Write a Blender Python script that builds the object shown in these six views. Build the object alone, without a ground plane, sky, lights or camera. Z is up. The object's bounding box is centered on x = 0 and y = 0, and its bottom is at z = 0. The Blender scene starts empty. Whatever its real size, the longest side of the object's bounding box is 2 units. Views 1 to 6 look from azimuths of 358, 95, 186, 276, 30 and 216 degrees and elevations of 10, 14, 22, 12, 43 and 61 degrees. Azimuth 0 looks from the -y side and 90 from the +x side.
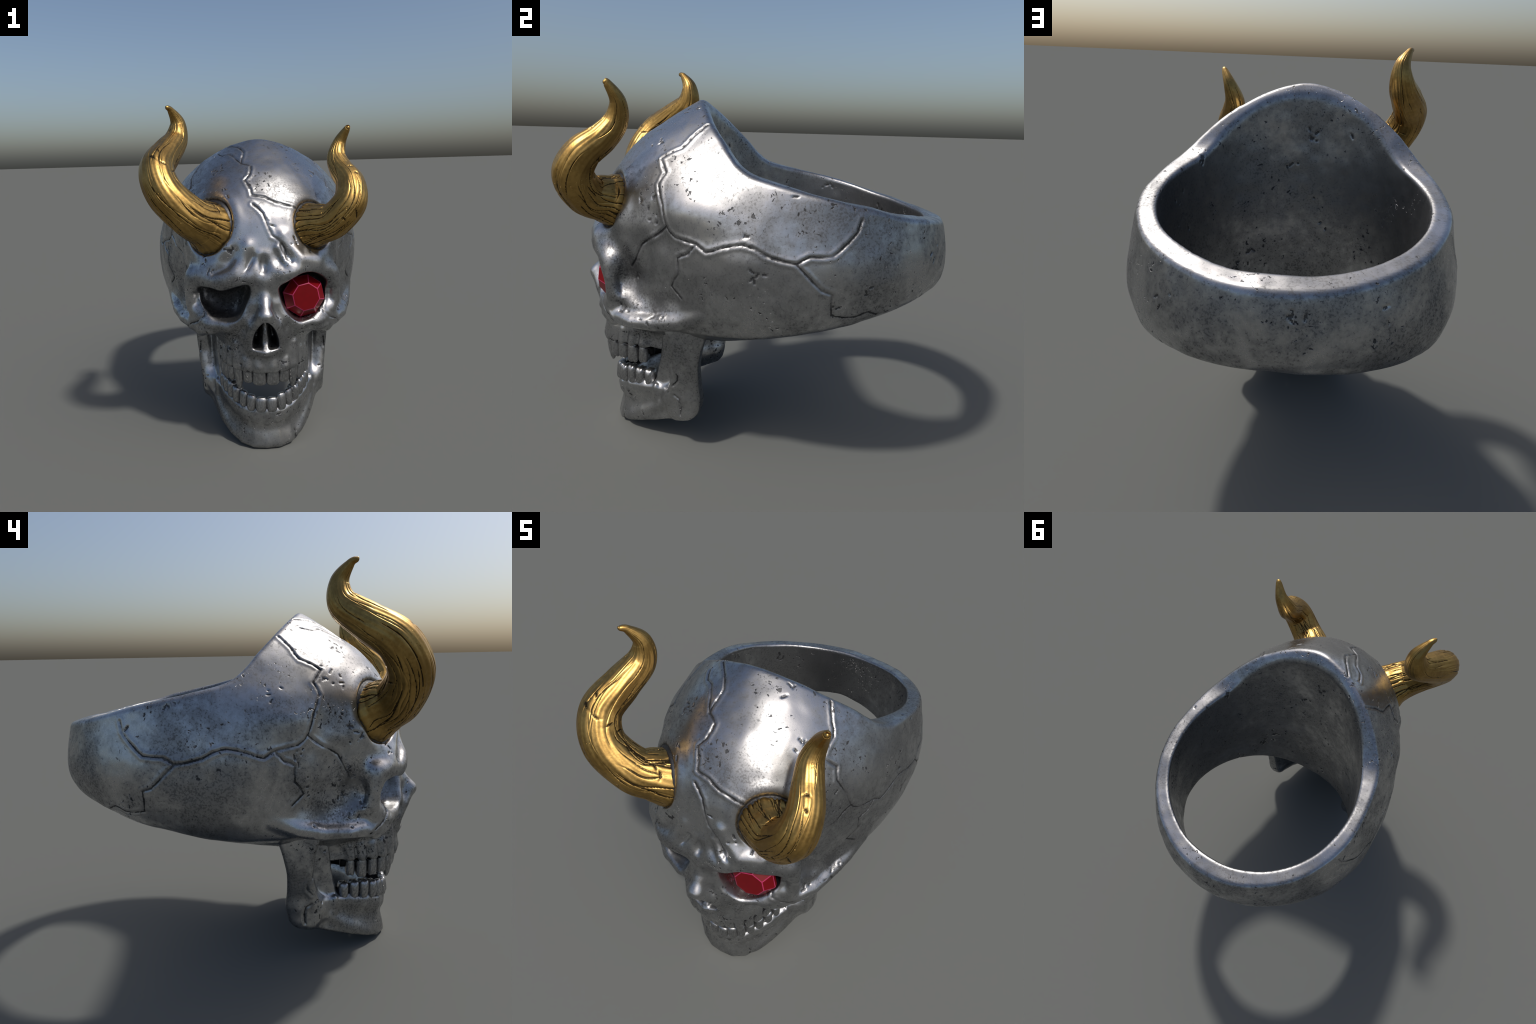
# Skull ring: a silver skull whose cranium runs on into a finger ring, with two
# golden horns, a squinting empty eye socket, and a faceted red stone in the other.
# The solid metal body is described as a signed distance (lofted horizontal
# slices + bars, ridges, hollows), meshed by surface nets, then engraved.
import math
import numpy as np

F = np.float32
AXIS_Y = 0.28          # the finger hole is a vertical bore around (0, AXIS_Y)
BORE = 0.570

# ------------------------------------------------------------------ small maths
def smooth_min(a, b, k):
    h = np.clip(0.5 + 0.5 * (b - a) / k, 0, 1)
    return b + (a - b) * h - k * h * (1 - h)

def smooth_max(a, b, k):
    return -smooth_min(-a, -b, k)

def step(a, b, x):
    t = np.clip((x - a) / (b - a), 0, 1)
    return t * t * (3 - 2 * t)

def pchip(xs, ys, x):
    """monotone cubic through the control points"""
    xs, ys = np.asarray(xs, float), np.asarray(ys, float)
    h = np.diff(xs)
    s = np.diff(ys, axis=0) / (h[:, None] if ys.ndim > 1 else h)
    m = np.zeros_like(ys)
    m[0], m[-1] = s[0], s[-1]
    p = s[:-1] * s[1:]
    with np.errstate(divide="ignore", invalid="ignore"):
        hm = 2 * p / (s[:-1] + s[1:])
    m[1:-1] = np.where(p > 0, hm, 0)
    x = np.clip(x, xs[0], xs[-1])
    i = np.clip(np.searchsorted(xs, x) - 1, 0, len(xs) - 2)
    ex = (lambda v: v[..., None]) if ys.ndim > 1 else (lambda v: v)
    t = ex((x - xs[i]) / h[i]); hh = ex(h[i])
    return ((2*t**3 - 3*t**2 + 1) * ys[i] + (t**3 - 2*t**2 + t) * hh * m[i]
            + (-2*t**3 + 3*t**2) * ys[i+1] + (t**3 - t**2) * hh * m[i+1])

def bar(p, a, b, ra, rb):
    """round bar from a to b, radius ra to rb"""
    a, b = np.array(a, F), np.array(b, F)
    ba = b - a
    pa = p - a
    h = np.clip(pa @ ba / F(ba @ ba), 0, 1)
    q = pa - h[:, None] * ba
    return np.sqrt((q * q).sum(1)) - (ra + (rb - ra) * h)

def chain(p, pts):
    """bars through a list of (x, y, z, radius)"""
    d = None
    for u, v in zip(pts, pts[1:]):
        e = bar(p, u[:3], v[:3], u[3], v[3])
        d = e if d is None else np.minimum(d, e)
    return d

def blob(p, c, r):
    """ellipsoid, distance estimate"""
    q = (p - np.array(c, F)) / np.array(r, F)
    k0 = np.sqrt((q * q).sum(1))
    g = q / np.array(r, F)
    k1 = np.sqrt((g * g).sum(1)) + 1e-6
    return k0 * (k0 - 1) / k1

def polygon(u, v, pts):
    """signed distance to a closed outline in a plane"""
    pts = np.array(pts, F)
    d = np.full(u.shape, 1e9, F)
    inside = np.zeros(u.shape, bool)
    for a, b in zip(pts, np.roll(pts, -1, 0)):
        e = b - a
        wu, wv = u - a[0], v - a[1]
        t = np.clip((wu * e[0] + wv * e[1]) / F(e @ e), 0, 1)
        d = np.minimum(d, (wu - e[0] * t) ** 2 + (wv - e[1] * t) ** 2)
        if e[1] != 0:
            c = ((a[1] > v) != (b[1] > v)) & (u < e[0] * (v - a[1]) / e[1] + a[0])
            inside ^= c
    d = np.sqrt(d)
    return np.where(inside, -d, d)

def rounded(pts, n=6):
    """closed Catmull-Rom curve through the corner points"""
    pts = np.array(pts, float)
    out = []
    for i in range(len(pts)):
        a, b, c, d = (pts[(i + k) % len(pts)] for k in (-1, 0, 1, 2))
        for t in np.arange(n) / n:
            out.append(0.5 * (2*b + (c-a)*t + (2*a-5*b+4*c-d)*t*t + (3*b-a-3*c+d)*t**3))
    return out

_LATTICE = {}
def lattice_noise(p, freq, seed):
    """smooth value noise, -1..1"""
    if seed not in _LATTICE:
        _LATTICE[seed] = np.random.default_rng(seed).uniform(-1, 1, (32, 32, 32)).astype(F)
    t = _LATTICE[seed]
    q = np.asarray(p, F) * F(freq) + F(100)
    i = np.floor(q).astype(int)
    f = q - i
    f = f * f * (3 - 2 * f)
    out = 0
    for a in (0, 1):
        for b in (0, 1):
            for c in (0, 1):
                w = (f[:, 0] if a else 1 - f[:, 0]) * (f[:, 1] if b else 1 - f[:, 1]) * (f[:, 2] if c else 1 - f[:, 2])
                out = out + w * t[(i[:, 0] + a) % 32, (i[:, 1] + b) % 32, (i[:, 2] + c) % 32]
    return out

# ------------------------------------------------- the lofted skull and ring body
# horizontal slices, right half, from the front (x = 0) round to the back (x = 0)
SLICES = {
    1.83: [(0, -.30), (.06, -.26), (.10, -.15), (.2, 0), (.26, .28), (.2, .5), (0, .55)],
    1.80: [(0, -.350), (.10, -.310), (.18, -.2), (.25, 0), (.32, .28), (.22, .55), (0, .6)],
    1.70: [(0, -.51), (.10, -.49), (.20, -.425), (.295, -.295), (.335, -.20), (.39, -.05), (.45, .28), (.33, .62), (0, .75)],
    1.60: [(0, -.65), (.12, -.63), (.255, -.54), (.365, -.385), (.43, -.22), (.455, -.13), (.51, .05), (.55, .28), (.40, .70), (0, .85)],
    1.50: [(0, -.740), (.15, -.710), (.305, -.61), (.425, -.44), (.50, -.25), (.55, -.05), (.595, .28), (.43, .73), (0, .885)],
    1.40: [(0, -.797), (.15, -.773), (.305, -.69), (.44, -.51), (.555, -.285), (.612, -.02), (.636, .25), (.447, .74), (0, .918)],
    1.30: [(0, -.830), (.17, -.804), (.335, -.71), (.465, -.515), (.588, -.30), (.647, -.02), (.662, .28), (.455, .752), (0, .938)],
    1.20: [(0, -.848), (.18, -.821), (.348, -.725), (.455, -.565), (.56, -.365), (.665, -.05), (.687, .28), (.468, .770), (0, .963)],
    1.12: [(0, -.836), (.09, -.840), (.19, -.832), (.285, -.79), (.385, -.695), (.435, -.59), (.54, -.395), (.667, -.10), (.706, .22), (.477, .783), (0, .975)],
    1.05: [(0, -.845), (.08, -.85), (.17, -.86), (.26, -.825), (.372, -.745), (.418, -.655), (.45, -.55), (.54, -.40), (.66, -.13), (.708, .20), (.48, .79), (0, .98)],
    0.95: [(0, -.84), (.10, -.85), (.25, -.81), (.37, -.72), (.41, -.65), (.43, -.53), (.52, -.40), (.652, -.13), (.702, .20), (.472, .768), (0, .962)],
    0.85: [(0, -.86), (.12, -.85), (.27, -.80), (.39, -.70), (.45, -.60), (.48, -.50), (.54, -.38), (.635, -.13), (.677, .20), (.44, .735), (0, .905)],
    0.75: [(0, -.86), (.15, -.84), (.28, -.78), (.40, -.68), (.47, -.58), (.51, -.45), (.535, -.35), (.59, -.13), (.625, .20), (.42, .71), (0, .87)],
    0.68: [(0, -.83), (.15, -.80), (.26, -.725), (.335, -.60), (.375, -.45), (.425, -.30), (.515, -.12), (.572, .20), (.41, .70), (0, .86)],
    0.60: [(0, -.74), (.15, -.68), (.26, -.56), (.33, -.40), (.39, -.28), (.48, -.10), (.55, .20), (.40, .69), (0, .85)],
    0.50: [(0, -.50), (.15, -.46), (.25, -.40), (.31, -.33), (.37, -.25), (.45, -.10), (.52, .20), (.38, .68), (0, .83)],
}
NPHI, ZLO, ZHI, NZ = 241, 0.45, 1.85, 281

def _loft_table():
    phi = np.linspace(0, math.pi, NPHI)
    zs = sorted(SLICES)
    rows = []
    for z in zs:
        q = np.array(SLICES[z], float)
        a = np.arctan2(q[:, 0], AXIS_Y - q[:, 1])
        r = np.hypot(q[:, 0], AXIS_Y - q[:, 1])
        a2 = np.concatenate([-a[1:3][::-1], a, 2 * math.pi - a[-3:-1][::-1]])
        r2 = np.concatenate([r[1:3][::-1], r, r[-3:-1][::-1]])
        row = pchip(a2, r2, phi)
        for _ in range(6):
            row = np.convolve(np.concatenate([row[3:0:-1], row, row[-2:-5:-1]]), np.ones(7) / 7, "valid")
        rows.append(row)
    tab = pchip(zs, np.array(rows), np.linspace(ZLO, ZHI, NZ))
    soft = tab.copy()                                   # ease the joints between slices above the face
    for _ in range(3):
        soft[3:-3] = sum(soft[k:NZ - 6 + k] for k in range(7)) / 7
    w = step(1.0, 1.1, np.linspace(ZLO, ZHI, NZ))[:, None] * (1 - step(1.76, 1.79, np.linspace(ZLO, ZHI, NZ)))[:, None]
    return tab + (soft - tab) * w

TABLE = _loft_table().astype(F)                       # (NZ, NPHI)
_dz = np.gradient(TABLE, (ZHI - ZLO) / (NZ - 1), axis=0)
_dp = np.gradient(TABLE, math.pi / (NPHI - 1), axis=1) / TABLE
SLOPE = np.sqrt(1 + np.minimum(_dz ** 2, 9) + _dp ** 2).astype(F)

def lookup(tab, phi, z):
    a = np.clip(phi / math.pi * (NPHI - 1), 0, NPHI - 1.001)
    b = np.clip((z - ZLO) / (ZHI - ZLO) * (NZ - 1), 0, NZ - 1.001)
    i, j = a.astype(np.int32), b.astype(np.int32)
    u, v = (a - i).astype(F), (b - j).astype(F)
    return (tab[j, i] * (1-u) + tab[j, i+1] * u) * (1-v) + (tab[j+1, i] * (1-u) + tab[j+1, i+1] * u) * v

# upper rim as a height over y, lower rim as a height over the angle from the front
RIM_Y = [-.60, -.40, -.315, -.22, -.13, -.055, 0.0, .12, .30, .50, .75, .95, 1.1]
RIM_Z = [2.15, 1.917, 1.817, 1.705, 1.600, 1.51, 1.475, 1.44, 1.40, 1.355, 1.295, 1.25, 1.21]
BASE_A = [0, 14, 45, 73, 90, 120, 150, 180]
BASE_Z = [.555, .57, .65, .732, .782, .85, .912, .94]

def rim_height(y):
    return np.interp(y, np.linspace(-.6, 1.1, 120), _RIM).astype(F)
_RIM = pchip(RIM_Y, RIM_Z, np.linspace(-.6, 1.1, 120))
_RIM = np.convolve(np.concatenate([_RIM[:1].repeat(2), _RIM, _RIM[-1:].repeat(2)]), np.ones(5) / 5, "valid")

# dental arches (right half) and where along them the teeth sit
UPPER_ARCH = [(0, -.872), (.085, -.862), (.150, -.834), (.205, -.781), (.243, -.708), (.262, -.63), (.27, -.545)]
LOWER_ARCH = [(0, -.826), (.075, -.816), (.138, -.782), (.190, -.722), (.232, -.648), (.262, -.570), (.280, -.495)]

def along(arch, s):
    q = np.array(arch)
    t = np.concatenate([[0], np.cumsum(np.linalg.norm(np.diff(q, axis=0), axis=1))])
    return float(pchip(t, q[:, 0], np.array(s))), float(pchip(t, q[:, 1], np.array(s)))

UPPER_ROOTS = [along(UPPER_ARCH, s) for s in (.042, .116, .18, .241, .301, .366, .43)]

# outlines of the openings of the face in (x, z)
SOCKET_SQUINT = [(-.372, .985), (-.30, .992), (-.232, .978), (-.16, 1.000), (-.095, 1.015), (-.078, .985), (-.088, .935), (-.135, .835), (-.180, .803), (-.272, .805), (-.325, .835), (-.375, .900)]
SOCKET_STONE = [(.083, .985), (.12, 1.02), (.195, 1.060), (.261, 1.066), (.32, 1.042), (.366, 1.0), (.37, .94), (.364, .875), (.328, .832), (.265, .797), (.192, .792), (.137, .835), (.10, .90)]
NOSE_HOLE = [(0, .822), (.028, .80), (.058, .75), (.076, .68), (.070, .652), (.03, .645), (-.03, .645), (-.070, .652), (-.076, .68), (-.058, .75), (-.028, .80)]
PALATE_HALF = [(.085, -.872), (.15, -.846), (.205, -.795), (.245, -.715), (.265, -.63), (.272, -.54), (.26, -.44)]
PALATE = [(0, -.882)] + PALATE_HALF + [(0, -.40)] + [(-a, b) for a, b in PALATE_HALF[::-1]]

def mirrored(p):
    q = p.copy()
    q[:, 0] = np.abs(q[:, 0])
    return q

def raise_line(p, d, pts, width, height):
    """swell (or sink) the surface along a polyline of points"""
    e = None
    for a, b in zip(pts, pts[1:]):
        t = bar(p, a, b, 0, 0)
        e = t if e is None else np.minimum(e, t)
    return d - F(height) * np.exp(-(e / width) ** 2)

# horn seats: centre, direction, radius
SEATS = [((-.285, -.69, 1.312), (-.47, -.68, .56), .150), ((.288, -.70, 1.308), (.50, -.74, .45), .132)]

def skull(p):
    x, y, z = p[:, 0], p[:, 1], p[:, 2]
    ax = np.abs(x)
    m = mirrored(p)
    rad = np.hypot(x, y - AXIS_Y)
    phi = np.arctan2(ax, AXIS_Y - y)
    d = (rad - lookup(TABLE, phi, z)) / lookup(SLOPE, phi, z)
    base = np.interp(phi, np.radians(BASE_A), BASE_Z).astype(F)
    d = smooth_max(d, base - z, 0.075)
    # cheek bone bars, orbit rims and brows
    d = smooth_min(d, chain(m, [(.30, -.75, .757, .052), (.40, -.665, .748, .046), (.478, -.56, .757, .037), (.513, -.44, .760, .037), (.550, -.315, .79, .040), (.585, -.20, .84, .030)]), .025)
    d = smooth_min(d, chain(m, [(.39, -.69, 1.03, .036), (.422, -.685, .95, .029), (.418, -.683, .87, .033), (.38, -.68, .79, .048)]), .03)
    d = smooth_min(d, chain(m, [(.37, -.70, .82, .035), (.28, -.77, .768, .034), (.19, -.815, .765, .034), (.125, -.835, .83, .033)]), .03)
    d = smooth_min(d, chain(m, [(.33, -.735, .75, .04), (.362, -.70, .715, .036)]), .03)
    # temple hollow behind the orbit rim
    d = smooth_max(d, -blob(m, (.57, -.585, .93), (.12, .10, .15)), .06)
    d = raise_line(m, d, [(.435, -.60, 1.03), (.445, -.59, .97)], .045, -.018)
    d = raise_line(m, d, [(.52, -.43, 1.28), (.55, -.38, 1.18)], .06, -.011)
    d = raise_line(m, d, [(.45, -.575, .91), (.47, -.54, .875), (.51, -.42, .87), (.54, -.34, .90)], .042, -.011)
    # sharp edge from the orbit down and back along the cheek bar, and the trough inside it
    d = raise_line(m, d, [(.42, -.63, 1.04), (.44, -.60, .95), (.465, -.58, .87), (.50, -.50, .845), (.53, -.40, .845), (.56, -.31, .88)], .034, -.006)
    d = raise_line(m, d, [(.37, -.76, 1.06), (.40, -.725, 1.0), (.42, -.69, .95), (.432, -.665, .90), (.442, -.645, .85)], .022, .011)
    d = raise_line(m, d, [(.49, -.49, 1.13), (.49, -.49, 1.06)], .055, -.014)
    d = raise_line(m, d, [(.41, -.63, 1.25), (.43, -.61, 1.14)], .045, .011)
    d = raise_line(m, d, [(.45, -.61, .86), (.48, -.55, .83)], .035, .009)
    # upper jaw
    up = polygon(x, y, PALATE_CURVE)
    up = smooth_max(up + F(.002) + (z - .50) * F(.09), np.maximum(.502 + .022 * step(.12, .22, ax) - .012 * step(.25, .275, ax) - z, z - .74), .014)
    d = smooth_min(d, up, .045)
    # hollows of the cheek beside the nose
    d = smooth_max(d, -blob(m, (.205, -.915, .665), (.045, .085, .075)), .045)
    # nasal bones and the rim of the nose hole
    d = smooth_min(d, chain(p, [(0, -.835, 1.01, .04), (0, -.872, .93, .036), (0, -.935, .858, .030)]), .05)
    d = smooth_min(d, chain(p, [(0, -.80, .98, .055), (0, -.845, .90, .058), (0, -.87, .845, .05)]), .03)
    d = smooth_min(d, chain(m, [(.055, -.815, .98, .04), (.07, -.83, .90, .045), (.09, -.83, .82, .05)]), .03)
    d = smooth_min(d, chain(m, [(.012, -.935, .848, .022), (.06, -.895, .775, .028), (.085, -.86, .70, .026), (.075, -.858, .648, .022), (0, -.882, .63, .020)]), .05)
    # frowning brows, one pressed down, one lifted over the stone
    d = smooth_min(d, chain(p, [(-.05, -.833, 1.055, .034), (-.14, -.832, 1.035, .044), (-.24, -.803, 1.02, .048), (-.33, -.735, 1.03, .045), (-.39, -.67, 1.03, .036)]), .09)
    d = smooth_min(d, chain(p, [(.05, -.833, 1.045, .034), (.11, -.84, 1.058, .039), (.19, -.82, 1.095, .041), (.28, -.778, 1.095, .040), (.35, -.715, 1.065, .036), (.39, -.67, 1.02, .034)]), .09)
    d = raise_line(p, d, [(-.02, -.852, 1.175), (-.045, -.865, 1.12), (-.08, -.866, 1.06)], .031, .014)
    d = raise_line(p, d, [(-.085, -.84, 1.22), (-.12, -.853, 1.14), (-.165, -.856, 1.085), (-.215, -.84, 1.045)], .040, .019)
    d = raise_line(p, d, [(-.060, -.853, 1.17), (-.092, -.86, 1.10), (-.135, -.862, 1.05)], .013, -.010)
    d = raise_line(p, d, [(-.155, -.835, 1.20), (-.20, -.842, 1.11), (-.27, -.82, 1.07)], .020, -.010)
    d = raise_line(p, d, [(-.20, -.81, 1.22), (-.25, -.81, 1.14), (-.32, -.765, 1.09)], .032, .012)
    d = raise_line(p, d, [(.02, -.852, 1.17), (.06, -.866, 1.10), (.10, -.87, 1.075), (.15, -.868, 1.08)], .034, .015)
    d = raise_line(p, d, [(.08, -.848, 1.215), (.112, -.86, 1.15), (.14, -.865, 1.12)], .020, .014)
    d = raise_line(p, d, [(.115, -.828, 1.275), (.155, -.84, 1.21), (.215, -.845, 1.155), (.30, -.79, 1.13)], .034, .021)
    d = raise_line(p, d, [(.10, -.838, 1.225), (.135, -.853, 1.165), (.15, -.858, 1.13)], .012, -.010)
    d = raise_line(p, d, [(0, -.85, 1.17), (0, -.86, 1.09), (0, -.84, 1.02)], .020, -.008)
    # folds between nose and cheek, tooth roots of the upper jaw
    d = raise_line(m, d, [(.155, -.86, .745), (.125, -.88, .68), (.075, -.905, .632), (.05, -.91, .62)], .016, -.007)
    d = raise_line(m, d, [(.36, -.76, .755), (.27, -.82, .735), (.20, -.85, .70)], .018, -.008)
    for (rx, ry), top, hh in zip(UPPER_ROOTS, [.57, .58, .67, .62, .61, .61, .60], [.012, .012, .018, .016, .017, .017, .016]):
        d = raise_line(m, d, [(rx, ry, .538), (rx * .98, ry + .01, top - .01)], .022, hh * 1.15)
    for (rx, ry), (sx, sy) in zip(UPPER_ROOTS, UPPER_ROOTS[1:]):
        d = raise_line(m, d, [((rx + sx) / 2, (ry + sy) / 2 - .004, .515), ((rx + sx) / 2 * .97, (ry + sy) / 2 + .008, .585)], .013, -.006)
    # eye sockets and nose hole
    socket = np.minimum(polygon(x, z, SQUINT_CURVE), polygon(x, z, STONE_CURVE))
    depth = y + .725 - .22 * ax
    d = smooth_max(d, -smooth_max(socket + np.maximum(y + .80, 0) * F(.12), depth, .08), .015)
    hole = np.maximum(polygon(x, z, NOSE_CURVE) + (y + .9) * F(.12), y + .72)
    septum = ax - (.008 + .010 * step(.80, .64, z) + .02 * step(-.88, -.80, y))
    septum = np.maximum(septum, -.893 - y + .02 * step(.7, .8, z))
    d = smooth_max(d, -smooth_max(hole, -septum, .012), .014)
    # a raised lip and a crease where each horn is set in
    for c, t, r in SEATS:
        w = p - np.array(c, F)
        t = np.array(t, F) / F(np.linalg.norm(t))
        al = w @ t
        rho = np.sqrt(np.maximum((w * w).sum(1) - al * al, 0))
        near = np.exp(-(al / .16) ** 2)
        d = d + near * (F(.013) * np.exp(-((rho - r - .001) / .009) ** 2) - F(.006) * np.exp(-((rho - r - .04) / .03) ** 2))
    # finger bore and the sloping upper rim
    bore = rad - (BORE - .027 * (1 - step(1.0, 2.2, phi)) - .008 * (1 - step(.75, 1.1, z)) * step(.9, 1.5, phi))
    d = smooth_max(d, -bore, .018)
    slope = 1.0 / np.sqrt(1 + np.interp(y, [-.35, -.1, -.02, .1], [1.5, 1.5, .25, .06]).astype(F))
    top = (z - rim_height(y) + F(.005) * lattice_noise(p, 6, 12)) * slope
    d = smooth_max(d, top - .006, .022)
    return d

PALATE_CURVE, SQUINT_CURVE, STONE_CURVE, NOSE_CURVE = rounded(PALATE, 3), rounded(SOCKET_SQUINT, 3), rounded(SOCKET_STONE, 3), rounded(NOSE_HOLE, 3)

# ------------------------------------------------------------------ lower jaw
# stations along the jaw from chin to angle: x, y of the plate, lower and upper edge, half thickness
JAW = [(0, -.772, .000, .255, .018), (.065, -.767, .002, .255, .018), (.125, -.737, .012, .265, .018), (.18, -.675, .045, .29, .018),
       (.228, -.60, .075, .31, .018), (.266, -.515, .105, .325, .018), (.295, -.44, .135, .33, .018), (.318, -.375, .165, .33, .016), (.332, -.325, .21, .33, .014)]

def jaw(p):
    m = mirrored(p)
    x, y, z = m[:, 0], m[:, 1], m[:, 2]
    best = np.full(x.shape, 1e9, F)
    s = np.zeros(x.shape, F)
    side = np.zeros(x.shape, F)
    J = np.array(JAW, F)
    for i in range(len(J) - 1):
        a, b = J[i, :2], J[i+1, :2]
        e = b - a
        wx, wy = x - a[0], y - a[1]
        t = np.clip((wx * e[0] + wy * e[1]) / F(e @ e), 0, 1)
        qx, qy = wx - e[0] * t, wy - e[1] * t
        dd = np.sqrt(qx * qx + qy * qy)
        out = np.sign(qx * e[1] - qy * e[0])
        near = dd < best
        best = np.where(near, dd, best); s = np.where(near, i + t, s); side = np.where(near, out, side)
    lo, hi, th = (np.interp(s, np.arange(len(J)), J[:, k]).astype(F) for k in (2, 3, 4))
    f = np.clip((z - lo) / (hi - lo), 0, 1)
    # chin boss sticks out below, the tooth row leans out above
    lean = .008 * np.cos(f * 2 * np.pi) - .002 * f
    lat = np.abs(best * side - lean) - th + .010 * step(.75, 1, f)
    zz = np.maximum(lo + .03 - z, z - hi + .02)
    d = np.minimum(np.maximum(lat, zz), 0) + np.hypot(np.maximum(lat, 0), np.maximum(zz, 0)) - .022
    # ramus: broad flat branch up to the cheek bone
    r = polygon(y, z, RAMUS_CURVE)
    mid = .350 + .036 * step(.25, .62, z)
    rx = np.abs(x - mid) - .022
    r = np.minimum(np.maximum(r, rx), 0) + np.hypot(np.maximum(r, 0), np.maximum(rx, 0)) - .02
    d = smooth_min(d, r, .07)
    d = smooth_min(d, chain(m, [(.345, -.325, .23, .024), (.35, -.32, .30, .024), (.352, -.335, .40, .02)]), .07)
    # thin inner blade between the last molar and the branch
    w = polygon(y, z, BLADE_CURVE)
    wx = np.abs(x - (.29 + .35 * (y + .42))) - .008
    w = np.minimum(np.maximum(w, wx), 0) + np.hypot(np.maximum(w, 0), np.maximum(wx, 0)) - .014
    d = smooth_min(d, w, .03)
    # oblique ridge from the ramus to the chin and the hollow above it
    d = raise_line(m, d, [(.38, -.38, .44), (.365, -.41, .34), (.335, -.47, .24), (.27, -.58, .15), (.19, -.70, .075)], .030, .014)
    d = raise_line(m, d, [(.31, -.50, .29), (.235, -.64, .21), (.11, -.77, .15), (0, -.80, .14)], .045, -.008)
    for k in range(-6, 7):
        q = k * .062
        a = np.interp(abs(q), [0, .08, .14, .19, .24, .28], [-.805, -.795, -.76, -.70, -.61, -.52])
        d = raise_line(p, d, [(q, a, .29 + .25 * abs(q)), (q * .96, a + .005, .17 + .25 * abs(q))], .017, .013)
    return d

RAMUS_CURVE = rounded([(-.400, .71), (-.238, .72), (-.258, .60), (-.278, .50), (-.278, .40), (-.278, .30), (-.30, .235), (-.35, .20), (-.41, .23), (-.395, .36), (-.378, .45), (-.375, .52), (-.388, .62)], 3)
BLADE_CURVE = rounded([(-.50, .30), (-.33, .30), (-.33, .70), (-.44, .70), (-.465, .60), (-.48, .48), (-.495, .40)], 3)

# ------------------------------------------------------------------ surface nets
def mesh_solid(fn, lo, hi, h):
    """vertices and quads of the zero level of fn, evaluated only near the surface"""
    lo, hi = np.array(lo, float), np.array(hi, float)
    B = 8
    nb = np.ceil((hi - lo) / (h * B)).astype(int)
    n = nb * B + 1
    H = h * B
    cx = [lo[i] + H * (np.arange(nb[i]) + .5) for i in range(3)]
    g = np.stack(np.meshgrid(*cx, indexing="ij"), -1).reshape(-1, 3).astype(F)
    dc = np.concatenate([fn(c) for c in np.array_split(g, max(1, len(g) // 400000))])
    live = np.abs(dc) < H * 1.35
    vol = np.repeat(np.repeat(np.repeat(np.where(dc > 0, F(1), F(-1)).reshape(nb), B, 0), B, 1), B, 2)
    vol = np.pad(vol, ((0, 1),) * 3, mode="edge")
    idx = np.stack(np.unravel_index(np.nonzero(live)[0], nb), -1) * B
    o = np.stack(np.meshgrid(*[np.arange(B + 1)] * 3, indexing="ij"), -1).reshape(-1, 3)
    need = np.zeros(n, bool)
    for part in np.array_split(idx, max(1, len(idx) // 4000)):
        q = (part[:, None] + o).reshape(-1, 3)
        need[q[:, 0], q[:, 1], q[:, 2]] = True
    w = np.argwhere(need)
    for part in np.array_split(w, max(1, len(w) // 400000)):
        vol[part[:, 0], part[:, 1], part[:, 2]] = fn((lo + part * h).astype(F))
    del need
    neg = vol < 0
    cnt = np.zeros(n - 1, np.uint8)
    for a in (0, 1):
        for b in (0, 1):
            for c in (0, 1):
                cnt += neg[a:n[0]-1+a, b:n[1]-1+b, c:n[2]-1+c]
    cells = np.argwhere((cnt > 0) & (cnt < 8))
    acc, num = np.zeros((len(cells), 3)), np.zeros(len(cells))
    corners = np.array([(a, b, c) for a in (0, 1) for b in (0, 1) for c in (0, 1)])
    cv = np.stack([vol[cells[:, 0]+a, cells[:, 1]+b, cells[:, 2]+c] for a, b, c in corners], 1)
    for i in range(8):
        for j in range(i + 1, 8):
            if np.abs(corners[i] - corners[j]).sum() != 1:
                continue
            u, v = cv[:, i], cv[:, j]
            cut = (u < 0) != (v < 0)
            t = np.where(cut, u / np.where(cut, u - v, 1), 0)
            acc += np.where(cut[:, None], corners[i] + t[:, None] * (corners[j] - corners[i]), 0)
            num += cut
    verts = lo + (cells + acc / num[:, None]) * h
    ids = np.full(n - 1, -1, np.int32)
    ids[cells[:, 0], cells[:, 1], cells[:, 2]] = np.arange(len(cells))
    quads = []
    for axis in range(3):
        s0 = [slice(1, n[k] - 1) for k in range(3)]
        s1 = list(s0)
        s0[axis], s1[axis] = slice(0, n[axis] - 1), slice(1, n[axis])
        A, Bn = neg[tuple(s0)], neg[tuple(s1)]
        e = np.argwhere(A != Bn)
        flip = A[e[:, 0], e[:, 1], e[:, 2]]
        off = np.ones(3, int); off[axis] = 0
        e = e + off
        u, v = (axis + 1) % 3, (axis + 2) % 3
        du, dv = np.zeros(3, int), np.zeros(3, int)
        du[u], dv[v] = 1, 1
        q = np.stack([ids[tuple((e - du - dv).T)], ids[tuple((e - dv).T)], ids[tuple(e.T)], ids[tuple((e - du).T)]], 1)
        q[~flip] = q[~flip][:, ::-1]
        quads.append(q)
    quads = np.concatenate(quads)
    return verts, quads[(quads >= 0).all(1)]

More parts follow.
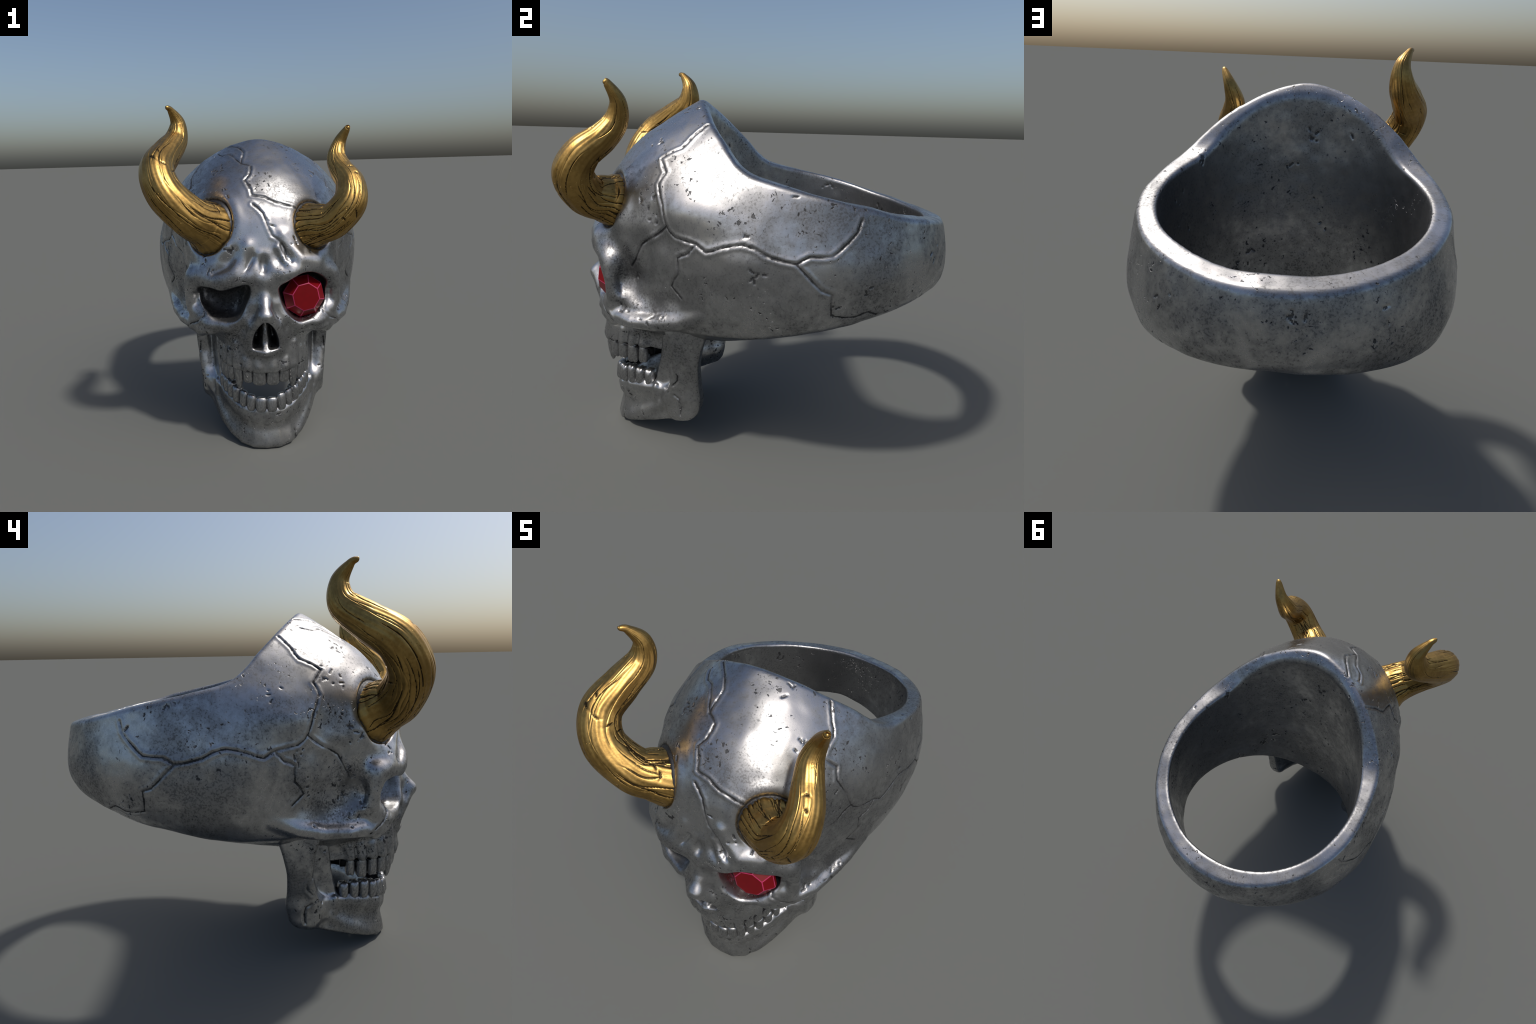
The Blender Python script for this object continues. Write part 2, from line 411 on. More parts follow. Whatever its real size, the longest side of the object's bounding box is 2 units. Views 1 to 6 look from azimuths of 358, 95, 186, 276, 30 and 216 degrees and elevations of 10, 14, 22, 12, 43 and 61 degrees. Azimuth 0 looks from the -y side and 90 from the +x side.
# ------------------------------------------------------------------ cracks
# polylines on the surface; "both" ones run alike on the two sides
CRACKS_BOTH = [
    [(.345, -.221, 1.681), (.382, -.282, 1.619), (.409, -.32, 1.57), (.407, -.419, 1.52), (.463, -.384, 1.465), (.479, -.41, 1.413), (.531, -.389, 1.33),
     (.556, -.368, 1.243), (.578, -.321, 1.197), (.618, -.215, 1.178), (.636, -.168, 1.148), (.654, -.095, 1.174), (.671, -.004, 1.196), (.682, .05, 1.183),
     (.69, .10, 1.156), (.697, .223, 1.131), (.694, .275, 1.162), (.686, .369, 1.167), (.667, .431, 1.221), (.646, .475, 1.271), (.63, .489, 1.318)],
    [(.557, -.363, 1.242), (.524, -.428, 1.186), (.471, -.506, 1.135), (.45, -.547, 1.054), (.431, -.581, 1.01)],
    [(.618, -.218, 1.175), (.607, -.255, 1.13), (.585, -.306, 1.105), (.588, -.307, 1.029), (.553, -.347, .963), (.579, -.293, .913)],
    [(.697, .223, 1.131), (.702, .273, 1.081), (.699, .334, 1.022), (.691, .377, 1.006), (.672, .378, .908), (.635, .484, .895), (.618, .539, .915), (.581, .583, .887)],
    [(.400, -.431, .538), (.409, -.400, .48), (.418, -.365, .441), (.418, -.367, .412), (.406, -.392, .387)],
    [(.393, -.389, .335), (.397, -.357, .311), (.401, -.350, .275), (.401, -.355, .221)],
    [(.335, -.762, .85), (.345, -.766, .82), (.377, -.74, .782), (.42, -.703, .76), (.44, -.67, .735)],
    [(.546, -.393, .80), (.545, -.41, .76)],
]
CRACKS_SINGLE = [
    [(-.182, -.291, 1.771), (-.12, -.372, 1.763), (-.085, -.443, 1.731), (-.097, -.496, 1.694), (-.103, -.538, 1.666), (-.049, -.575, 1.65), (-.058, -.638, 1.6),
     (-.085, -.662, 1.574), (-.057, -.712, 1.528), (-.052, -.738, 1.498), (.018, -.75, 1.488), (.083, -.763, 1.456), (.152, -.763, 1.438), (.19, -.75, 1.419)],
    [(-.239, -.321, 1.724), (-.213, -.38, 1.712), (-.169, -.413, 1.719), (-.129, -.492, 1.687), (-.103, -.538, 1.666)],
    [(-.049, -.771, 1.451), (.006, -.804, 1.401), (.034, -.839, 1.327), (.052, -.852, 1.283), (.107, -.866, 1.238), (.13, -.881, 1.176), (.123, -.884, 1.151)],
]

def settle(lines, depth=.003):
    """lay the crack corners on the metal surface, split the long pieces"""
    out = []
    for line in lines:
        q = [line[0]]
        for a, b in zip(line, line[1:]):
            if math.dist(a, b) > .06:
                q.append(None)
            q.append(b)
        for k, c in enumerate(q):
            if c is None:                      # bend the middle of a long piece like a spline
                a, b = np.array(q[k - 1]), np.array(q[k + 1])
                o = np.array(next((x for x in q[max(0, k - 3):k - 1][::-1] if x is not None), a))
                e = np.array(next((x for x in q[k + 2:k + 4] if x is not None), b))
                q[k] = tuple((a + b) * .5625 - (o + e) * .0625)
        q = np.array(q, F)
        fn = jaw if q[:, 2].mean() < .6 else skull
        for _ in range(4):
            d = fn(q)
            g = np.stack([(fn(q + e) - fn(q - e)) / .008 for e in np.eye(3, dtype=F) * F(.004)], 1)
            g /= np.linalg.norm(g, axis=1, keepdims=True) + 1e-6
            q = q - g * (d + depth)[:, None]
        out.append([tuple(float(k) for k in r) for r in q])
    return out

CRACKS_BOTH, CRACKS_SINGLE = settle(CRACKS_BOTH), settle(CRACKS_SINGLE)

def crack_distance(p):
    e = np.full(len(p), 1e9, F)
    for lines, q in ((CRACKS_BOTH, mirrored(p)), (CRACKS_SINGLE, p)):
        for line in lines:
            for a, b in zip(line, line[1:]):
                e = np.minimum(e, bar(q, a, b, 0, 0))
    return e

def engrave(v, n, groups):
    """sink the cracks with raised lips, and roughen the cast a little"""
    p = v.astype(F)
    e = crack_distance(p) + .002 * lattice_noise(p, 60, 5)
    w = .0046 * (1 + .4 * lattice_noise(p, 9, 6))
    h = -.0055 * (1 + .5 * lattice_noise(p, 11, 16)) * np.exp(-(e / w) ** 2) + .0022 * np.exp(-((e - .014) / .009) ** 2)
    h += .0032 * lattice_noise(p, 7, 1) + .0013 * lattice_noise(p, 19, 2)
    # nicks: short cuts in loose groups, some right on the rims
    g = np.random.default_rng(21)
    cut = np.zeros(len(p), F)
    for _ in range(groups):
        c0 = p[g.integers(len(p))]
        area = np.nonzero((np.abs(p - c0) < .10).all(1))[0]
        for _ in range(g.integers(1, 7)):
            k = area[np.argmin(((p[area] - (c0 + g.normal(0, .022, 3).astype(F))) ** 2).sum(1))]
            t = np.cross(n[k], g.normal(0, 1, 3)); t /= np.linalg.norm(t) + 1e-9
            half = g.uniform(.0, .013)
            w = g.uniform(.0035, .0055)
            e = bar(p[area], p[k] - t * half, p[k] + t * half, 0, 0) + .0015 * lattice_noise(p[area], 110, 30)
            cut[area] = np.maximum(cut[area], np.exp(-(e / w) ** 2))
    h -= .0040 * cut
    return v + n * h[:, None], cut
# ================================================================== building
import bpy
from mathutils import Vector, Matrix

rng = np.random.default_rng(7)

# ------------------------------------------------------------------ materials
def new_material(name):
    mat = bpy.data.materials.new(name)
    mat.use_nodes = True
    t = mat.node_tree
    t.nodes.clear()
    out = t.nodes.new("ShaderNodeOutputMaterial")
    b = t.nodes.new("ShaderNodeBsdfPrincipled")
    t.links.new(b.outputs[0], out.inputs[0])
    return mat, t, b

def simple(name, col, metal, rough):
    mat, t, b = new_material(name)
    b.inputs["Base Color"].default_value = (*col, 1)
    b.inputs["Metallic"].default_value = metal
    b.inputs["Roughness"].default_value = rough
    return mat

class Nodes:
    """short hand for wiring shader nodes"""
    def __init__(self, tree):
        self.t = tree
    def put(self, sock, val):
        if val is None:
            return
        if isinstance(val, bpy.types.NodeSocket):
            self.t.links.new(val, sock)
        else:
            sock.default_value = val
    def math(self, op, a, b=None, c=None, clamp=False):
        n = self.t.nodes.new("ShaderNodeMath"); n.operation = op; n.use_clamp = clamp
        for k, x in enumerate((a, b, c)):
            self.put(n.inputs[k], x)
        return n.outputs[0]
    def vec(self, op, a, b=None, scale=None):
        n = self.t.nodes.new("ShaderNodeVectorMath"); n.operation = op
        self.put(n.inputs[0], a); self.put(n.inputs[1], b)
        if scale is not None:
            self.put(n.inputs["Scale"], scale)
        return n.outputs["Value"] if op in ("DISTANCE", "LENGTH", "DOT_PRODUCT") else n.outputs[0]
    def noise(self, vec, scale, detail=4, rough=.6, warp=0):
        n = self.t.nodes.new("ShaderNodeTexNoise")
        self.put(n.inputs["Vector"], vec)
        n.inputs["Scale"].default_value = scale; n.inputs["Detail"].default_value = detail
        n.inputs["Roughness"].default_value = rough; n.inputs["Distortion"].default_value = warp
        return n.outputs["Fac"]
    def voronoi(self, vec, scale, rand=1.0):
        n = self.t.nodes.new("ShaderNodeTexVoronoi")
        self.put(n.inputs["Vector"], vec)
        n.inputs["Scale"].default_value = scale; n.inputs["Randomness"].default_value = rand
        return n.outputs["Distance"]
    def ramp(self, x, lo, hi, a=0.0, b=1.0):
        n = self.t.nodes.new("ShaderNodeMapRange"); n.interpolation_type = "SMOOTHSTEP"
        self.put(n.inputs[0], x)
        for k, val in enumerate((lo, hi, a, b)):
            n.inputs[k + 1].default_value = val
        return n.outputs[0]
    def mix(self, f, a, b):
        n = self.t.nodes.new("ShaderNodeMix"); n.data_type = "RGBA"
        self.put(n.inputs["Factor"], f)
        self.put(n.inputs[6], a if not isinstance(a, tuple) else (*a, 1))
        self.put(n.inputs[7], b if not isinstance(b, tuple) else (*b, 1))
        return n.outputs[2]
    def blend(self, f, a, b):
        n = self.t.nodes.new("ShaderNodeMix"); n.data_type = "FLOAT"
        self.put(n.inputs["Factor"], f); self.put(n.inputs[2], a); self.put(n.inputs[3], b)
        return n.outputs[0]
    def bump(self, h, dist, strength=1.0):
        n = self.t.nodes.new("ShaderNodeBump")
        self.put(n.inputs["Height"], h)
        n.inputs["Distance"].default_value = dist; n.inputs["Strength"].default_value = strength
        return n.outputs[0]
    def object_coords(self):
        return self.t.nodes.new("ShaderNodeTexCoord").outputs["Object"]

def segment_group():
    """distance from P to one straight piece of a crack, kept if nearer than before"""
    g = bpy.data.node_groups.new("crack_piece", "ShaderNodeTree")
    for nm in ("P", "A", "D"):
        g.interface.new_socket(nm, in_out="INPUT", socket_type="NodeSocketVector")
    for nm in ("InvLength", "Before"):
        g.interface.new_socket(nm, in_out="INPUT", socket_type="NodeSocketFloat")
    g.interface.new_socket("Nearest", in_out="OUTPUT", socket_type="NodeSocketFloat")
    i, o = g.nodes.new("NodeGroupInput"), g.nodes.new("NodeGroupOutput")
    n = Nodes(g)
    # the tiny shift makes the pieces be worked out one after the other
    chained = g.nodes.new("ShaderNodeVectorMath"); chained.operation = "MULTIPLY_ADD"
    n.put(chained.inputs[0], i.outputs["Before"]); chained.inputs[1].default_value = (1e-6,) * 3
    n.put(chained.inputs[2], i.outputs["P"])
    pa = n.vec("SUBTRACT", chained.outputs[0], i.outputs["A"])
    h = n.math("MULTIPLY", n.vec("DOT_PRODUCT", pa, i.outputs["D"]), i.outputs["InvLength"], clamp=True)
    d = n.vec("DISTANCE", pa, n.vec("SCALE", i.outputs["D"], scale=h))
    g.links.new(n.math("MINIMUM", d, i.outputs["Before"]), o.inputs[0])
    return g
PIECE = segment_group()

# hollows darkened in the colour: (centre, radius), alike on both sides
PAINTED_DARKS = [((.435, -.575, 1.00), .10), ((.435, -.575, .885), .09), ((.50, -.42, .85), .08), ((.29, -.60, .655), .07), ((.205, -.84, .675), .045)]  # last two paint the ambient shade under the cheek and beside the nose
PAINTED_SHADE = [((.20, -.70, .95), .115), ((.25, -.70, .90), .115), ((.04, -.79, .70), .068)]  # gloom of eye sockets and nose hole, blackened into the silver's colour

def silver_material(name, cracks=None, tarnish=0.0, shade_at=()):
    mat, t, b = new_material(name)
    n = Nodes(t)
    P = n.object_coords()
    big = n.noise(P, 3.2, 6, .62, .3)
    grain = n.noise(P, 26, 8, .72)
    speck = n.noise(P, 95, 4, .65)
    cloud = n.math("ADD", n.math("MULTIPLY", big, .62), n.math("MULTIPLY", grain, .38))
    dull = n.ramp(cloud, .60 - tarnish, .44 - tarnish * .8)                         # 1 = tarnished cloud
    col = n.mix(dull, (.47, .47, .475), (.285, .287, .29))
    fine = n.ramp(n.math("ADD", n.math("MULTIPLY", speck, .5), n.math("MULTIPLY", cloud, .5)), .490, .400)
    col = n.mix(n.math("MULTIPLY", fine, .75), col, (.12, .12, .123))
    rough = n.math("ADD", .27, n.math("ADD", n.math("MULTIPLY", dull, .12), n.math("MULTIPLY", fine, .14)))
    # chips and pin holes, in swarms
    swarm = n.noise(P, 5.5, 3, .5)
    jit = t.nodes.new("ShaderNodeTexNoise"); jit.inputs["Scale"].default_value = 28; jit.inputs["Detail"].default_value = 3
    t.links.new(P, jit.inputs["Vector"])
    W = n.vec("ADD", P, n.vec("SCALE", n.vec("SUBTRACT", jit.outputs["Color"], (.5, .5, .5)), scale=.07))
    cell = n.voronoi(W, 30)
    chipfield = n.math("ADD", cell, n.math("MULTIPLY", n.math("SUBTRACT", grain, .5), .5))
    size = n.ramp(swarm, .48, .64, .0, .23)
    chip = n.ramp(n.math("SUBTRACT", chipfield, size), .03, -.03)
    pin = n.ramp(n.math("SUBTRACT", n.voronoi(W, 75), n.ramp(swarm, .50, .66, .0, .16)), .03, -.03)
    # nicks: a stretched cell pattern
    m = t.nodes.new("ShaderNodeMapping"); m.inputs["Scale"].default_value = (1, 3.2, 1.6); m.inputs["Rotation"].default_value = (.6, .4, .8)
    t.links.new(W, m.inputs["Vector"])
    nick = n.ramp(n.math("SUBTRACT", n.math("ADD", n.voronoi(m.outputs[0], 15), n.math("MULTIPLY", n.math("SUBTRACT", grain, .5), .35)), n.ramp(n.noise(P, 3.7, 2, .5), .52, .68, .0, .16)), .02, -.02)
    holes = n.math("MAXIMUM", chip, n.math("MAXIMUM", n.math("MULTIPLY", pin, .7), nick))
    dark = n.math("MULTIPLY", holes, .8)
    height = n.math("MULTIPLY", holes, -.9)
    height = n.math("ADD", height, n.math("MULTIPLY", grain, .10))
    if cracks:
        sep = t.nodes.new("ShaderNodeSeparateXYZ"); t.links.new(P, sep.inputs[0])
        com = t.nodes.new("ShaderNodeCombineXYZ")
        t.links.new(n.math("ABSOLUTE", sep.outputs[0]), com.inputs[0])
        t.links.new(sep.outputs[1], com.inputs[1]); t.links.new(sep.outputs[2], com.inputs[2])
        M = com.outputs[0]
        near = 1.0
        for lines, src in ((CRACKS_BOTH, M), (CRACKS_SINGLE, P)):
            for line in lines:
                for a, c in zip(line, line[1:]):
                    if not (cracks(a) or cracks(c)):
                        continue
                    d = np.subtract(c, a)
                    g = t.nodes.new("ShaderNodeGroup"); g.node_tree = PIECE
                    n.put(g.inputs["P"], src)
                    g.inputs["A"].default_value = a
                    g.inputs["D"].default_value = tuple(d)
                    g.inputs["InvLength"].default_value = 1 / float(d @ d)
                    n.put(g.inputs["Before"], near)
                    near = g.outputs[0]
        ragged = n.math("ADD", near, n.math("MULTIPLY", n.math("SUBTRACT", speck, .5), .008))
        ragged = n.math("ADD", ragged, n.math("MULTIPLY", n.math("SUBTRACT", big, .5), .010))
        crack = n.ramp(ragged, .0064, .0036)
        halo = n.math("MULTIPLY", n.ramp(ragged, .024, .005), n.ramp(grain, .40, .62))
        dark = n.math("MAXIMUM", dark, n.math("MULTIPLY", crack, n.ramp(n.noise(P, 6, 2), .35, .55, .45, .9)))
        dark = n.math("MAXIMUM", dark, n.math("MULTIPLY", halo, .35))
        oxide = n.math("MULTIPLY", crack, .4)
        for c, r in shade_at:
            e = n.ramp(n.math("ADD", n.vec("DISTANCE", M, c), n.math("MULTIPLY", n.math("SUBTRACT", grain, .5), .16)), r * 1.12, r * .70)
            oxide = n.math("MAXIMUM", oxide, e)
        for c, r in PAINTED_DARKS if shade_at else ():
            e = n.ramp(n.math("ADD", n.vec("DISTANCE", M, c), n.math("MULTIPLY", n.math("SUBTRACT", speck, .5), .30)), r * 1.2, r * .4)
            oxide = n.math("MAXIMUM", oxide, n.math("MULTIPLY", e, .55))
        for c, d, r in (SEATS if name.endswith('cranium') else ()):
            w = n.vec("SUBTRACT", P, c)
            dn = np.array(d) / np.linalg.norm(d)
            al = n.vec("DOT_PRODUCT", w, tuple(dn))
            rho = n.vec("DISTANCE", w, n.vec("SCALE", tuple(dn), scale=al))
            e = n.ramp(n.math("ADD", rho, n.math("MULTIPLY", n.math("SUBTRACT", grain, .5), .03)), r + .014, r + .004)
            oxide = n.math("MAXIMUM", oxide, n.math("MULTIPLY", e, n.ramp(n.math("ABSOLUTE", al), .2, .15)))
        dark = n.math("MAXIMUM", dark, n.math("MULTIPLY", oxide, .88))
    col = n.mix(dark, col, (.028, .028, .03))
    rough = n.math("ADD", rough, n.math("MULTIPLY", dark, .25), clamp=True)
    n.put(b.inputs["Base Color"], col)
    n.put(b.inputs["Roughness"], rough)
    b.inputs["Metallic"].default_value = 1
    n.put(b.inputs["Normal"], n.bump(height, .004, .8))
    return mat

def gold_material(name, light, shade, rough0):
    mat, t, b = new_material(name)
    n = Nodes(t)
    P = n.object_coords()
    big, grain = n.noise(P, 7, 5, .6), n.noise(P, 60, 6, .7)
    f = n.ramp(n.math("ADD", n.math("MULTIPLY", big, .6), n.math("MULTIPLY", grain, .4)), .40, .60)
    n.put(b.inputs["Base Color"], n.mix(f, shade, light))
    pit = n.ramp(n.math("SUBTRACT", n.voronoi(P, 40), n.ramp(n.noise(P, 8, 2), .5, .68, .0, .2)), .03, -.03)
    n.put(b.inputs["Roughness"], n.math("ADD", rough0, n.math("MULTIPLY", grain, .14)))
    b.inputs["Metallic"].default_value = 1
    n.put(b.inputs["Normal"], n.bump(n.math("SUBTRACT", n.math("MULTIPLY", grain, .3), pit), .003, .7))
    return mat

SILVER_BAND = silver_material("aged_silver_band", lambda a: a[1] > -.17)
SILVER_CRANIUM = silver_material("aged_silver_cranium", lambda a: a[1] < -.07 and a[2] > .7, shade_at=PAINTED_SHADE)
SILVER_FACE = silver_material("aged_silver_face", lambda a: a[1] < -.45 and .68 < a[2] < 1.2, shade_at=PAINTED_SHADE)
SILVER_JAW = silver_material("aged_silver_jaw", lambda a: a[2] < .6)
SILVER_TOOTH = silver_material("aged_silver_tooth")
SILVER_BORE = silver_material("tarnished_silver", tarnish=-.045)
NICK = simple("oxide_in_nicks", (.10, .10, .103), 1, .5)
BLACK = simple("gap_black", (.02, .02, .022), 1, .55)
GOLD = gold_material("aged_gold", (.45, .285, .09), (.30, .185, .057), .33)
GOLD_DARK = gold_material("tarnish_in_grooves", (.08, .052, .022), (.04, .027, .013), .42)
def stone_material(name, col):
    mat, t, b = new_material(name)
    n = Nodes(t)
    f = n.noise(n.object_coords(), 30, 4, .6)
    n.put(b.inputs["Base Color"], n.mix(f, tuple(.8 * c for c in col), tuple(1.2 * c for c in col)))
    b.inputs["Roughness"].default_value = .3
    b.inputs["Specular IOR Level"].default_value = .22
    return mat
RED = stone_material("red_stone", (.125, .002, .0045))
RED_EDGE = stone_material("red_stone_edge", (.33, .028, .085))

# ------------------------------------------------------------------ helpers
def mesh_object(name, verts, faces, mats, parent=None, smooth=True, mat_index=None):
    me = bpy.data.meshes.new(name)
    verts = np.asarray(verts, np.float32)
    if isinstance(faces, np.ndarray):
        me.vertices.add(len(verts))
        me.vertices.foreach_set("co", verts.ravel())
        me.loops.add(faces.size)
        me.loops.foreach_set("vertex_index", faces.ravel().astype(np.int32))
        me.polygons.add(len(faces))
        me.polygons.foreach_set("loop_start", np.arange(0, faces.size, faces.shape[1], dtype=np.int32))
        me.update(calc_edges=True)
    else:
        me.from_pydata(verts.tolist(), [], faces)
    for m in mats:
        me.materials.append(m)
    if mat_index is not None:
        me.polygons.foreach_set("material_index", np.asarray(mat_index, np.int32))
    me.polygons.foreach_set("use_smooth", np.full(len(me.polygons), smooth))
    me.update()
    ob = bpy.data.objects.new(name, me)
    bpy.context.collection.objects.link(ob)
    if parent is not None:
        ob.parent = parent
    return ob

def vertex_normals(v, q):
    n = np.cross(v[q[:, 2]] - v[q[:, 0]], v[q[:, 3]] - v[q[:, 1]])
    out = np.zeros_like(v)
    for k in range(4):
        for c in range(3):
            out[:, c] += np.bincount(q[:, k], n[:, c], len(v))
    return out / np.maximum(np.linalg.norm(out, axis=1, keepdims=True), 1e-12)

def split_surface(v, q, nrm, region, names, mats, parent, mat_index):
    """cut one smooth skin into parts by face region, keeping the whole skin's normals"""
    obs = []
    for k, name in enumerate(names):
        f = q[region == k]
        slots = [mats[k], SILVER_BORE, NICK]
        used, inv = np.unique(f, return_inverse=True)
        ob = mesh_object(name, v[used], inv.reshape(f.shape), slots, parent, mat_index=mat_index[region == k])
        ob.data.normals_split_custom_set_from_vertices(nrm[used].tolist())
        obs.append(ob)
    return obs

def curve_points(ctrl, n):
    """Catmull-Rom through control rows, n samples"""
    c = np.array(ctrl, float)
    c = np.vstack([2 * c[0] - c[1], c, 2 * c[-1] - c[-2]])
    out = []
    for s in np.linspace(0, len(c) - 3 - 1e-9, n):
        i = int(s); t = s - i
        a, b, d, e = c[i:i+4]
        out.append(0.5 * (2*b + (d-a)*t + (2*a-5*b+4*d-e)*t*t + (3*b-a-3*d+e)*t**3))
    return np.array(out)

# ------------------------------------------------------------------ the ring
ring = bpy.data.objects.new("skull_ring", None)
bpy.context.collection.objects.link(ring)
ring["label"] = "silver horned skull finger ring with one red stone eye"
ring["category"] = "skull ring"

GRID = 0.0055
v, q = mesh_solid(skull, (-.8, -1.06, .42), (.8, 1.06, 1.9), GRID)
v, cut = engrave(v, vertex_normals(v, q), 75)
nrm = vertex_normals(v, q)
cen = v[q].mean(1)
region = np.where(cen[:, 1] > -.12, 0, np.where((cen[:, 2] < 1.12 - .35 * np.abs(cen[:, 0])) & (cen[:, 1] < -.5), 2, 1))
rad = np.hypot(v[:, 0], v[:, 1] - AXIS_Y)
inside = (nrm[:, 0] * v[:, 0] + nrm[:, 1] * (v[:, 1] - AXIS_Y)) / rad < -.8
bore = (inside & (rad < BORE + .012))[q].all(1).astype(int)
bore[cut[q].mean(1) > .45] = 2
split_surface(v, q, nrm, region, ["ring_band", "cranium", "face"], [SILVER_BAND, SILVER_CRANIUM, SILVER_FACE], ring, bore)
v, q = mesh_solid(jaw, (-.5, -.9, -.04), (.5, -.2, .76), GRID)
v, cut = engrave(v, vertex_normals(v, q), 12)
v[:, 2] -= v[:, 2].min()
mesh_object("lower_jaw", v, q, [SILVER_JAW, NICK], ring, mat_index=(cut[q].mean(1) > .45).astype(int))

# ------------------------------------------------------------------ horns
# spine: x, y, z, radius
HORN_A = [(-.235, -.63, 1.26, .147), (-.285, -.69, 1.312, .150), (-.325, -.735, 1.345, .131), (-.397, -.792, 1.395, .114), (-.513, -.815, 1.517, .104), (-.562, -.747, 1.642, .096),
          (-.525, -.623, 1.730, .085), (-.478, -.518, 1.810, .069), (-.464, -.500, 1.905, .045), (-.494, -.542, 1.975, .020), (-.511, -.568, 1.990, .012), (-.516, -.576, 1.996, .004)]
HORN_B = [(.235, -.63, 1.28, .129), (.288, -.700, 1.306, .132), (.33, -.747, 1.322, .115), (.400, -.798, 1.350, .099), (.478, -.817, 1.445, .093), (.493, -.763, 1.542, .080),
          (.461, -.676, 1.617, .067), (.444, -.620, 1.688, .055), (.465, -.598, 1.771, .037), (.500, -.626, 1.842, .019), (.506, -.636, 1.852, .012), (.508, -.640, 1.858, .004)]

def horn(ctrl, seed):
    r = np.random.default_rng(seed)
    NS, NA = 360, 260
    c = curve_points(ctrl, NS)
    pos, rad = c[:, :3], c[:, 3]
    seg = np.linalg.norm(np.diff(pos, axis=0), axis=1)
    s = np.concatenate([[0], np.cumsum(seg)]); s /= s[-1]
    tan = np.gradient(pos, axis=0); tan /= np.linalg.norm(tan, axis=1, keepdims=True)
    u = np.cross(tan[0], [0, 0, 1]); u /= np.linalg.norm(u)
    us = []
    for k in range(NS):
        u = u - tan[k] * (u @ tan[k]); u /= np.linalg.norm(u)
        us.append(u)
    us = np.array(us); ws = np.cross(tan, us)
    ang = np.linspace(0, 2 * math.pi, NA, endpoint=False)
    A, S = np.meshgrid(ang, s)
    cut = np.zeros_like(A)
    # grain: grooves that run along the horn, start and stop, and wander
    for i in range(90):
        a0 = r.uniform(0, 2 * math.pi)
        s0 = r.uniform(-.05, .75) if i > 36 else r.uniform(.02, .14)
        s1 = s0 + r.uniform(.12, .45)
        path = a0 + .18 * np.sin(S * r.uniform(4, 9) + r.uniform(0, 6)) + .05 * np.sin(S * r.uniform(20, 40) + r.uniform(0, 6))
        w = r.uniform(.013, .032)
        da = np.abs((A - path + math.pi) % (2 * math.pi) - math.pi)
        fade = step(s0, s0 + .04, S) * (1 - step(s1 - .08, s1, S))
        cut = np.maximum(cut, r.uniform(.5, 1) * fade * np.exp(-(da / w) ** 2))
    # a few cross nicks
    for i in range(9):
        a0, s0 = r.uniform(0, 2 * math.pi), r.uniform(.15, .8)
        da = np.abs((A - a0 + math.pi) % (2 * math.pi) - math.pi)
        ds = S - s0 - .02 * np.sin(A * 3)
        cut = np.maximum(cut, .9 * np.exp(-(da / r.uniform(.12, .3)) ** 2 - (ds / .005) ** 2))
    flute = .010 * np.sin(A * 9 + 3 * np.sin(S * 5)) + .006 * np.sin(A * 23 + 4 * np.sin(S * 7 + 1))
    R = rad[:, None] * (1 + flute) - np.minimum(.005, .07 * rad[:, None]) * cut
    V = pos[:, None] + R[..., None] * (np.cos(A)[..., None] * us[:, None] + np.sin(A)[..., None] * ws[:, None])
    i, j = np.meshgrid(np.arange(NS - 1), np.arange(NA), indexing="ij")
    k = (j + 1) % NA
    Q = np.stack([i*NA + j, i*NA + k, (i+1)*NA + k, (i+1)*NA + j], -1).reshape(-1, 4)
    m = (cut[:-1] + cut[1:]) / 2
    m = (m + np.roll(m, -1, 1)) / 2
    V = V.reshape(-1, 3)
    faces = Q.tolist() + [list(range((NS-1)*NA, NS*NA)), list(range(NA))[::-1]]
    mi = (m.ravel() > .42).astype(int).tolist() + [0, 0]
    return mesh_object("horn", V, faces, [GOLD, GOLD_DARK], ring, mat_index=mi)

horn(HORN_A, 3)
horn(HORN_B, 11)

# ------------------------------------------------------------------ red stone
def stone():
    N = 8
    def loop(r, y, rot=0):
        return [(r * math.cos(2*math.pi*(k+rot)/N), y, r * math.sin(2*math.pi*(k+rot)/N)) for k in range(N)]
    V = loop(.076, -.058) + loop(.118, -.012) + loop(.118, .01) + [(0, .10, 0)]
    f = [list(range(N))]
    for a in (0, N):
        f += [[a + k, a + N + k, a + N + (k+1) % N, a + (k+1) % N] for k in range(N)]
    f += [[2*N + k, 3*N, 2*N + (k+1) % N] for k in range(N)]
    ob = mesh_object("red_stone", V, f, [RED, RED_EDGE], ring, smooth=False)
    import bmesh
    bm = bmesh.new(); bm.from_mesh(ob.data)
    bmesh.ops.recalc_face_normals(bm, faces=bm.faces)
    bmesh.ops.bevel(bm, geom=bm.edges[:], offset=.0028, segments=1, affect="EDGES", material=1)
    bm.to_mesh(ob.data); bm.free()
    ob.location = (.230, -.748, .915)
    ob.scale = (1.05, 1.05, 1.05)
    ob.rotation_euler = (math.radians(-5), math.radians(12), math.radians(7))
    return ob
stone()

